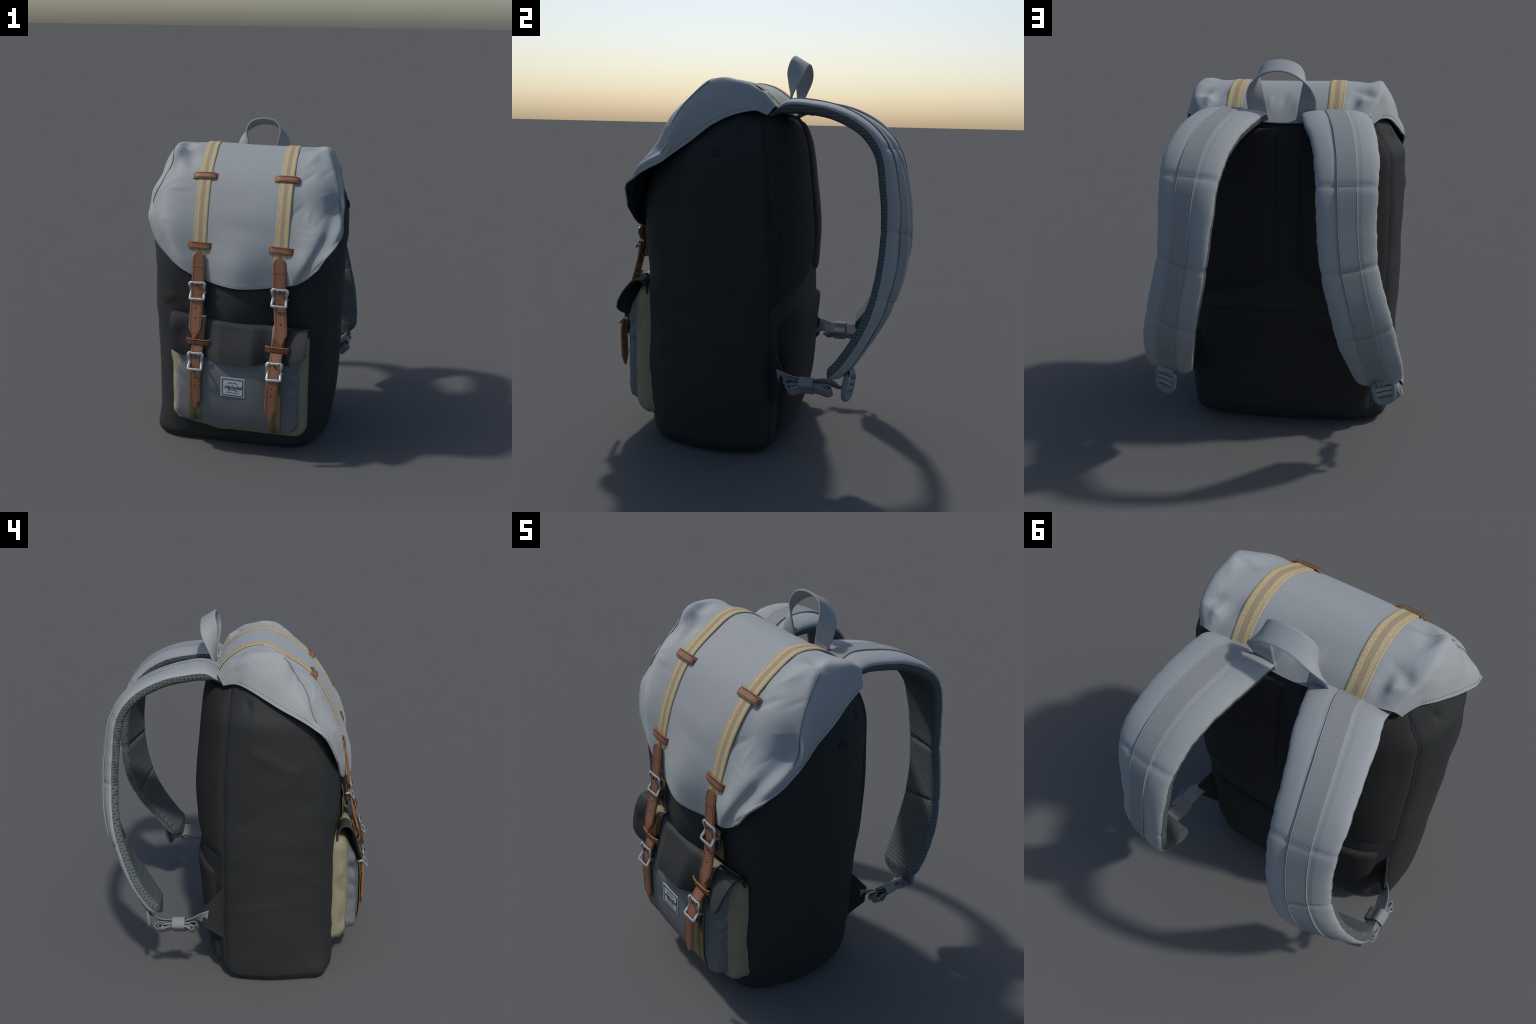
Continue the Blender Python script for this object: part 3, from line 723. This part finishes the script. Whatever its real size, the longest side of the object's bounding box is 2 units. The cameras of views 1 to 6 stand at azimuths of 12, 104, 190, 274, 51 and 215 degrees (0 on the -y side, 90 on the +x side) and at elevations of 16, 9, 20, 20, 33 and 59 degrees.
# straps, buckles and folded webbing at the front
for side in 'lr':
    D = FRONT[side]; wx = D['wx']
    leather_strap(evenly(D['up'], 70), ROOT, holes=(.995, .94, .885) if side == 'l' else (1.0, .945, .885))
    b1 = buckle(D['b1'], .12, ROOT, roll=-.03 if side == 'l' else .02)
    leather_strap(evenly(D['dn'], 70), ROOT, width=.072, round_top=False, holes=(.565, .52, .47))
    b2 = buckle(D['b2'], .18 if side == 'l' else .30, ROOT, sx=.95, roll=.0 if side == 'l' else -.03)
    leather_loop(A(D['loop']) + A([0, -.002, 0]), .135, .042, .011, ROOT, tilt=-.04, along_dir=(0, -.25, 1), out=(0, -1, -.2))
    # webbing on the body and over the pocket flap, under the upper strap
    p = A([(wx, -.6, z) for z in np.linspace(1.0, .87, 16)]); p = shoot(p, (0, 1, 0), body_bvh, .002)
    ribbon('pocket_webbing', evenly(soften(p, 3), 24), X, .078, .006, ['olive_webbing', 'olive_webbing_stripe'], stripe=.32)
    k = np.argmin(abs(FP[25, :, 0] - wx - .006)); q = FP[10:34, k] + pN[10:34, k]*.001
    ribbon('pocket_webbing', evenly(q, 40), X, .078, .005, ['khaki_canvas', 'khaki_canvas'])
    # doubled webbing hanging from each buckle, with its snap
    for bx, by, bz, wall in ((D['b1'][0], D['b1'][1], D['b1'][2], -.585), (D['b2'][0], D['b2'][1], D['b2'][2], D['py'])):
        u = evenly([(bx, by+.034, bz+.02), (bx, by+.030, bz-.03), (bx, by+.022, bz-.085), (bx, by+.030, bz-.100), (bx, by+.040, bz-.085), (bx, by+.044, bz-.03), (bx, by+.050, bz+.01)], 40)
        ribbon('folded_webbing', u, X, .07, .005, ['olive_webbing', 'olive_webbing'])
        make('snap_clip', *box_verts((bx, by+.045, bz-.082), (.030, 0, 0), (0, .010, 0), (0, 0, .017)), 'dark_metal', angle=30)
    # striped webbing sewn down the pocket front
    p = A([(wx + .004*(1 if side == 'r' else -1), -.72, z) for z in np.linspace(.68, .196 if side == 'r' else .224, 50)]); p = shoot(p, (0, 1, 0), pocket_bvh, .001)
    tail = A([(p[-1][0], p[-1][1] + .02, p[-1][2] - .016)])
    p = evenly(soften(np.vstack([p, tail]), 3), 50)
    ribbon('pocket_webbing', p, X, .078, .005, ['olive_webbing', 'olive_webbing_stripe'], stripe=.32)

# ------------------------------------------------------------------ label
lc = A([.021, -.709, .478]); lx = unit([1, -.012, -.012]); lz = unit([0, .02, 1]); lo = unit(np.cross(lx, lz)); lo = lo if lo[1] < 0 else -lo
gx, gz = np.meshgrid(np.linspace(-.0735, .0735, 13), np.linspace(-.0605, .0605, 11))
LP = lc + lx*gx[..., None] + lz*gz[..., None]
make_label = sheet('label', LP[:, ::1], .006, 'label_cloth', N=np.broadcast_to(lo, LP.shape))
items = []
for sx_ in (-1, 1): items.append((lc + lx*.063*sx_ + lo*.0005, lx*.0021, lz*.0515, lo*.0010))
for sz_ in (-1, 1): items.append((lc + lz*.0510*sz_ + lo*.0005, lx*.063, lz*.0021, lo*.0012))
boxes('label_border', items, 'label_ink', make_label, stuff=False)
boxes('label_rule', [(lc + lz*-.0225 + lx*dx + lo*.0004, lx*.016, lz*.0005, lo*.0008) for dx in (-.027, .027)] + [(lc + lz*-.0345 + lx*dx + lo*.0004, lx*.012, lz*.0005, lo*.0008) for dx in (-.031, .031)], 'label_ink', make_label)
def lettering(txt, size, pos, shear_=0.0, space=1.0, rot=0.0, bold=0.0):
    cu = bpy.data.curves.new('lettering', 'FONT'); cu.body = txt; cu.size = size; cu.shear = shear_; cu.space_character = space
    cu.align_x = 'CENTER'; cu.extrude = .0005; cu.offset = bold
    tmp = bpy.data.objects.new('tmp', cu); bpy.context.scene.collection.objects.link(tmp)
    dg = bpy.context.evaluated_depsgraph_get(); me = bpy.data.meshes.new_from_object(tmp.evaluated_get(dg))
    bpy.data.objects.remove(tmp); bpy.data.curves.remove(cu)
    me.name = 'lettering'; me.materials.clear(); me.materials.append(MATS['label_ink'])
    co = np.empty(len(me.vertices)*3); me.vertices.foreach_get('co', co); co = co.reshape(-1, 3)
    cr, sr = math.cos(rot), math.sin(rot)
    x = co[:, 0]*cr - co[:, 1]*sr; y = co[:, 0]*sr + co[:, 1]*cr
    P = lc + lx*(x + pos[0])[:, None] + lz*(y + pos[1])[:, None] + lo*(co[:, 2] + .0009)[:, None]
    me.vertices.foreach_set('co', P.ravel()); me.update()
    ob = bpy.data.objects.new('lettering', me); bpy.context.scene.collection.objects.link(ob); ob.parent = make_label
lettering('Herschel', .033, (0, -.0095), .5, .9, .02, .0003)
lettering('SUPPLY CO. BRAND', .0062, (0, -.0175))
lettering('TRADE  MARK', .0072, (0, -.0365))
lettering('THE', .0055, (-.002, .0125))
arc = []
for a in np.linspace(-.42, .42, 15):
    if abs(a) < .03: continue
    c0 = lc + lx*(.068*math.sin(a)) + lz*(.030 - .068*(1-math.cos(a))) + lo*.0006
    arc.append((c0, lx*.0012, lz*.0022, lo*.0006))
boxes('label_small_print', arc, 'label_ink', make_label)

# ------------------------------------------------------------ cord eyelet
ep, en = body_bvh.find_nearest(Vector((.614, -.133, 1.518)))[:2]; ep, en = A(ep), A(en)
ex = unit(np.cross(en, (0, 0, 1))); ez = np.cross(ex, en)
an = np.linspace(0, 2*math.pi, 32, endpoint=False)
ring = ep + en*.003 + (ex*np.cos(an)[:, None] + ez*np.sin(an)[:, None]) * .020
eye = tube('cord_port', ring, .0055, 'black_canvas', sides=8)
disc = [ep + en*.004 + (ex*math.cos(a) + ez*math.sin(a))*.018 for a in an] + [ep + en*.006]
make('cord_port_disc', disc, [(i, (i+1) % 32, 32) for i in range(32)], 'black_flap_canvas', eye)
boxes('cord_port_slit', [(ep+en*.006, ex*.011, ez*.0022, en*.002), (ep+en*.006, ex*.0022, ez*.011, en*.0024)], 'dark_hole', eye, stuff=False)

# ------------------------------------------------------------ carry handle
hp = evenly([(-.098,.105,1.700), (-.108,.108,1.760), (-.115,.118,1.830), (-.105,.135,1.900), (-.062,.148,1.955), (.022,.152,1.978), (.105,.150,1.957), (.147,.137,1.900), (.152,.122,1.830), (.140,.112,1.760), (.128,.112,1.700)], 90)
top = np.clip((hp[:, 2] - 1.74) / .215, 0, 1)[:, None] ** 1.15
sgn = np.where(hp[:, :1] > .022, -1., 1.)
wd = unit((1-top) * np.hstack([sgn, 0*sgn, 0*sgn]) + top * A([0, -.87, .49]) + .25*(1-top)*top*np.hstack([0*sgn, -1+0*sgn, 0*sgn]))
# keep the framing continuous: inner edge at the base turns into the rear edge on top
ribbon('carry_handle', hp, wd, .092, .010, ['handle_canvas', 'handle_canvas'], bulge=0, cols=9)

# --------------------------------------------------------- shoulder straps
STR = {
 'l': dict(path=[(-.238,.045,1.692), (-.240,.125,1.733), (-.278,.270,1.730), (-.315,.400,1.696), (-.345,.526,1.620), (-.357,.606,1.518), (-.367,.655,1.330), (-.388,.677,1.150), (-.436,.668,.950), (-.475,.609,.770), (-.513,.525,.610), (-.533,.450,.500), (-.538,.398,.445)],
           w=[(-1,0,0), (-1,0,0), (-1,-.04,.02), (-1,-.07,.04), (-1,-.13,.10), (-1,-.19,.13), (-1,-.27,.10), (-1,-.33,.06), (-1,-.33,.0), (-1,-.27,-.04), (-1,-.14,.0), (-1,-.02,.2), (-1,.0,.3)],
           width=[.31,.32,.315,.30,.288,.28,.268,.262,.270,.270,.262,.24,.20], quilt=(1.51, 1.15, .82), sign=-1),
 'r': dict(path=[(.245,.065,1.692), (.248,.145,1.733), (.280,.300,1.728), (.312,.440,1.690), (.340,.570,1.610), (.352,.643,1.517), (.365,.692,1.340), (.383,.712,1.160), (.430,.701,.950), (.476,.650,.770), (.515,.564,.610), (.535,.488,.500), (.540,.434,.445)],
           w=[(1,.05,0), (1,.05,0), (1,.02,.02), (1,-.02,.04), (1,-.06,.10), (1,-.13,.13), (1,-.24,.10), (1,-.31,.06), (1,-.31,.0), (1,-.24,-.04), (1,-.12,.0), (1,.0,.2), (1,.02,.3)],
           width=[.31,.32,.315,.30,.288,.28,.268,.262,.270,.270,.262,.24,.20], quilt=(1.53, 1.15, .84), sign=1)}
BUCK = {'l': (-.560,.480,.440), 'r': (.550,.528,.425)}
BOW = {'l': A([-.592,.300,.405]), 'r': A([.567,.332,.422])}
TIP = {'l': A([-.578,.185,.425]), 'r': A([.556,.212,.430])}

for side in 'lr':
    D = STR[side]; n = 150
    allk = np.hstack([A(D['path']), A(D['w']), A(D['width'])[:, None]])
    K = hermite(np.hstack([A(D['path'])]), n * 6)
    # resample all channels against arc length
    dense = np.linspace(0, 1, n * 6)
    d = np.linalg.norm(np.diff(A(D['path']), axis=0), axis=1) ** .75 + 1e-6; kk = np.concatenate([[0], np.cumsum(d)]); kk /= kk[-1]
    Wd = np.stack([np.interp(dense, kk, A(D['w'])[:, c]) for c in range(3)], 1); wd_ = np.interp(dense, kk, A(D['width']))
    L = np.concatenate([[0], np.cumsum(np.linalg.norm(np.diff(K, axis=0), axis=1))]); s = np.linspace(0, L[-1], n)
    P = np.stack([np.interp(s, L, K[:, c]) for c in range(3)], 1)
    W0 = np.stack([np.interp(s, L, Wd[:, c]) for c in range(3)], 1); width = np.interp(s, L, wd_)
    T, W, N = frames(P, W0)
    if N[n//2, 1] < 0: N = -N
    e = s[-1] - s
    width = width * np.where(e < .075, np.sqrt(np.clip(1 - (1 - e/.075)**2.6, .03, 1)), 1)
    qz = np.zeros(n)
    for z in D['quilt']:
        k = n//4 + np.argmin(abs(P[n//4:, 2] - z)); qz += np.exp(-((s - s[k]) / .011) ** 2)
    endt = smooth01(e, -.005, .06)
    startt = .35 + .65*smooth01(s, .02, .14)
    # outer cloth half: crowned, tucked in at the quilting lines, puffed between them
    a = np.linspace(-1, 1, 41)
    a = np.sign(a) * (1 - (1 - abs(a)) ** 1.35)
    crown = np.sqrt(np.clip(1 - abs(a) ** 3.2, 0, 1))
    chan = np.exp(-((abs(a) - .36) / .035) ** 2)
    top_h = (.032 * crown)[None, :] * (endt * startt)[:, None] * (1 - (.21 * qz)[:, None] * (1 - .35*(abs(a) < .33))[None, :]) - .003 * chan[None, :] * endt[:, None]
    edge = .003 * wobble(P, 40, 8 if side == 'l' else 9) + .0022 * wobble(P, 130, 2 if side == 'l' else 5)
    half = (width/2)[:, None] * a[None, :] * (1 - .03*qz)[:, None] + edge[:, None] * a[None, :]**3
    TP = P[:, None] + W[:, None]*half[..., None] + N[:, None]*top_h[..., None]
    TP = TP + N[:, None] * (.0022 * wobble(TP, 22, 3) * crown[None, :])[..., None]
    m = 41
    strap = None
    V = TP.reshape(-1, 3); F = gridfaces(n, m)
    tmpN = np.cross(TP[70, 21]-TP[70, 20], TP[71, 20]-TP[70, 20])
    if tmpN @ N[70] < 0: F = [f[::-1] for f in F]
    strap = make('shoulder_strap', V, F, 'strap_canvas', angle=60)
    # spacer-mesh half: rounded flank and flat underside with pressed-in quilting
    b = np.linspace(0, 1, 33)
    flank = np.concatenate([[(1, 0), (1.0, -.010), (.985, -.022), (.95, -.033), (.88, -.039)], [(x, -.040) for x in np.linspace(.75, -.75, 19)], [(-.88, -.039), (-.95, -.033), (-.985, -.022), (-1.0, -.010), (-1, 0)]])
    fl, fh = flank[:, 0], flank[:, 1]
    press = .3 * qz[:, None] * (abs(fl) < .8)[None, :] + 0
    low = fh[None, :] * (endt*startt)[:, None] * (1 - press)
    half = (width/2)[:, None] * fl[None, :] * (1 - .03*qz)[:, None] + edge[:, None] * fl[None, :]**3
    UP = P[:, None] + W[:, None]*half[..., None] + N[:, None]*low[..., None]
    # dimples pressed into the underside
    mm = len(fl); V = UP.reshape(-1, 3); F = gridfaces(n, mm)
    t2 = np.cross(UP[70, 15]-UP[70, 14], UP[71, 14]-UP[70, 14])
    if t2 @ N[70] > 0: F = [f[::-1] for f in F]
    make('strap_mesh_lining', V, F, 'grey_mesh', strap, angle=70)
    # edge piping between cloth and mesh
    # webbing sewn along the outer face
    mid_h = top_h[:, m//2]
    k = np.where(e > .085)[0]
    sg = D['sign']; bc = A(BUCK[side])
    wp = (P + N*(mid_h - .0015)[:, None])[k]
    Wn = W[k] if (np.cross(T[70], W[70]) @ N[70]) > 0 else -W[k]
    drop = evenly([wp[-1], wp[-1]*.45 + (bc + A([0,.008,.075]))*.55 + A([0,.010,0]), bc + A([0,.004,.045])], 14)[1:]
    wp = np.vstack([wp, drop]); Wn = np.vstack([Wn, np.stack([Wn[-1]]*13)])
    web = ribbon('strap_webbing', wp, Wn, .088, .006, ['grey_webbing', 'grey_webbing'], strap, cols=9)
    # bar tacks across the webbing at the quilting lines
    tacks = []
    for z in D['quilt']:
        kx = n//4 + np.argmin(abs(P[n//4:, 2] - z)); c0 = P[kx] + N[kx]*(mid_h[kx] + .005)
        for t in np.linspace(-.036, .036, 10): tacks.append((c0 + W[kx]*t, W[kx]*.0030 + T[kx]*.002, T[kx]*.0022, N[kx]*.0012))
    ke = k[-1] - 1
    for off in (2, 14):
        kx = ke - off; c0 = P[kx] + N[kx]*(mid_h[kx] + .005)
        for t in np.linspace(-.036, .036, 10): tacks.append((c0 + W[kx]*t, W[kx]*.0030 + T[kx]*.001, T[kx]*.0016, N[kx]*.0012))
    boxes('bar_tack', tacks, 'grey_thread', strap)
    tw, ww, nw = frames(wp, Wn)
    for e_ in (-1, 1):
        tube('webbing_edge_thread', wp[2:-14] + ww[2:-14]*(e_*.0425) + nw[2:-14]*.0058, .0013, 'pale_thread', strap, closed=False, sides=6)

    # ladder-lock slider at the lower end
    sg = D['sign']; bc = A(BUCK[side])
    bup = unit([-.18*sg, .12, 1]); bx = unit([1, -.25*sg, .18*sg]); bx = unit(bx - (bx @ bup)*bup); bo = np.cross(bup, bx); bo = bo if bo[1] > 0 else -bo
    out = [(-.050,.052), (-.030,.062), (.030,.062), (.050,.052), (.054,.0), (.050,-.035), (.034,-.062), (.0,-.072), (-.034,-.062), (-.050,-.035), (-.054,.0)]
    def plate(name, pts, th, cz, mat, parent):
        Q = A([bc + bx*p[0] + bup*p[1] + bo*cz for p in pts]); k_ = len(Q)
        V = np.vstack([Q + bo*th, Q - bo*th]); F = [tuple(range(k_)), tuple(range(2*k_-1, k_-1, -1))] + [(i, i+k_, (i+1) % k_+k_, (i+1) % k_) for i in range(k_)]
        return make(name, V, F, mat, parent, angle=35, solid=True)
    fr = evenly([bc + bx*p[0]*.9 + bup*p[1]*.9 - bo*.004*0 for p in out], 60, closed=True)
    slider = tube('slider_buckle', fr, .0135, 'grey_plastic', ROOT, squash=(tuple(bo), .9))
    ton = [(-.040,-.028), (.040,-.028), (.036,-.050), (.018,-.066), (-.018,-.066), (-.036,-.050)]
    plate('slider_tongue', ton, .0085, 0, 'grey_plastic', slider)
    plate('slider_head', [(-.042,.040), (.042,.040), (.036,.058), (-.036,.058)], .006, 0, 'grey_plastic', slider)
    for zc in (.020, -.010):
        q = np.linspace(bc - bx*.042 + bup*zc + bo*.002, bc + bx*.042 + bup*zc + bo*.002, 5)
        tube('slider_bar_webbing', q, .0125, 'grey_webbing', slider, closed=False, sides=12, squash=(tuple(bo), .7))
    # adjuster webbing: slider -> rolled bow -> anchor tip on the body
    nrm = unit([-.7*sg, 0, .7]); ax = unit([.7*sg, 0, .7]); st = -nrm
    bw, tp = BOW[side], TIP[side]
    q = evenly([bc + bup*.0 - bo*.006, bc - bup*.015 + A([0, -.035, 0]), bw + A([0,.105,.012]), bw + A([0,.04,.004]), bw, bw + A([0,-.05,.006]), tp + A([0,.012,.004]), tp + A([-.02*sg,-.035,-.002])], 60)
    wdir = np.stack([ax]*60); wdir[:14] = unit(np.linspace(1, 0, 14)[:, None]*bx*sg + np.linspace(0, 1, 14)[:, None]*ax)
    wdir[-12:] = unit(np.linspace(1, 0, 12)[:, None]*ax + np.linspace(0, 1, 12)[:, None]*A([.15*sg, .0, 1]))
    adj = ribbon('adjuster_webbing', q, wdir, .078, .005, ['grey_webbing', 'grey_webbing'], cols=7)
    if True:
        # spare webbing folded back and forth into a bow
        def lay(pts): return evenly([bw + A([0, y*1.04, 0]) + st*(h*1.35) for y, h in pts], 60)
        loops = [[(0,.006), (.05,.010), (.105,.010), (.122,.022), (.105,.034), (.05,.026), (0,.020)],
                 [(0,.011), (.05,.015), (.095,.0155), (.108,.022), (.095,.0285), (.05,.021), (0,.017)],
                 [(0,.013), (.04,.018), (.08,.020), (.088,.023), (.08,.025), (.04,.020), (0,.016)],
                 [(0,.006), (-.05,.006), (-.085,.002), (-.100,.014), (-.085,.022), (-.05,.015), (0,.012)],
                 [(0,.014), (-.04,.018), (-.072,.022), (-.084,.030), (-.072,.038), (-.04,.028), (0,.020)],
                 [(0,.016), (-.04,.022), (-.06,.026), (-.067,.030), (-.06,.033), (-.04,.026), (0,.019)]]
        for lp in loops: ribbon('webbing_fold', lay(lp), ax, .074, .005, ['grey_webbing', 'grey_webbing'], adj, cols=7)
    cp = [(-.008), .030]
    ringp = [bw + ax*u_ + st*v_ for u_, v_ in ((-.043,-.010), (-.046,.0), (-.046,.022), (-.040,.036), (0,.038), (.040,.036), (.046,.022), (.046,0), (.043,-.010), (0,-.012))]
    rp = evenly(ringp, 48, closed=True); rp = np.vstack([rp, rp[:1]])
    ribbon('webbing_keeper', rp, A([0, 1., 0]), .068, .006, ['keeper_canvas', 'keeper_canvas'], cols=7)
    # fabric anchor wing sewn into the side seam
    s0 = SEAM_R if side == 'r' else SEAM_L
    zt, zb = .575, .25
    rowsA = []
    for t in np.linspace(0, 1, 14):
        z_ = zt + (zb - zt) * t
        base, bn = body_at(np.array(float(s0)), np.array(z_)); base = base - bn*.004
        tipz = tp + A([-.004*sg, -.012, .045 - .10 * t])
        rowsA.append(np.stack([base + (tipz - base) * u for u in np.linspace(0, 1, 12)]))
    AP = np.stack(rowsA); AN = grid_normals(AP); AN = AN if AN[5, 5, 0]*sg > 0 else -AN
    if (np.cross(AP[5, 6]-AP[5, 5], AP[6, 5]-AP[5, 5]) @ AN[5, 5]) < 0: AP, AN = AP[:, ::-1], AN[:, ::-1]
    sheet('strap_anchor', AP, .008, 'black_canvas', N=AN)
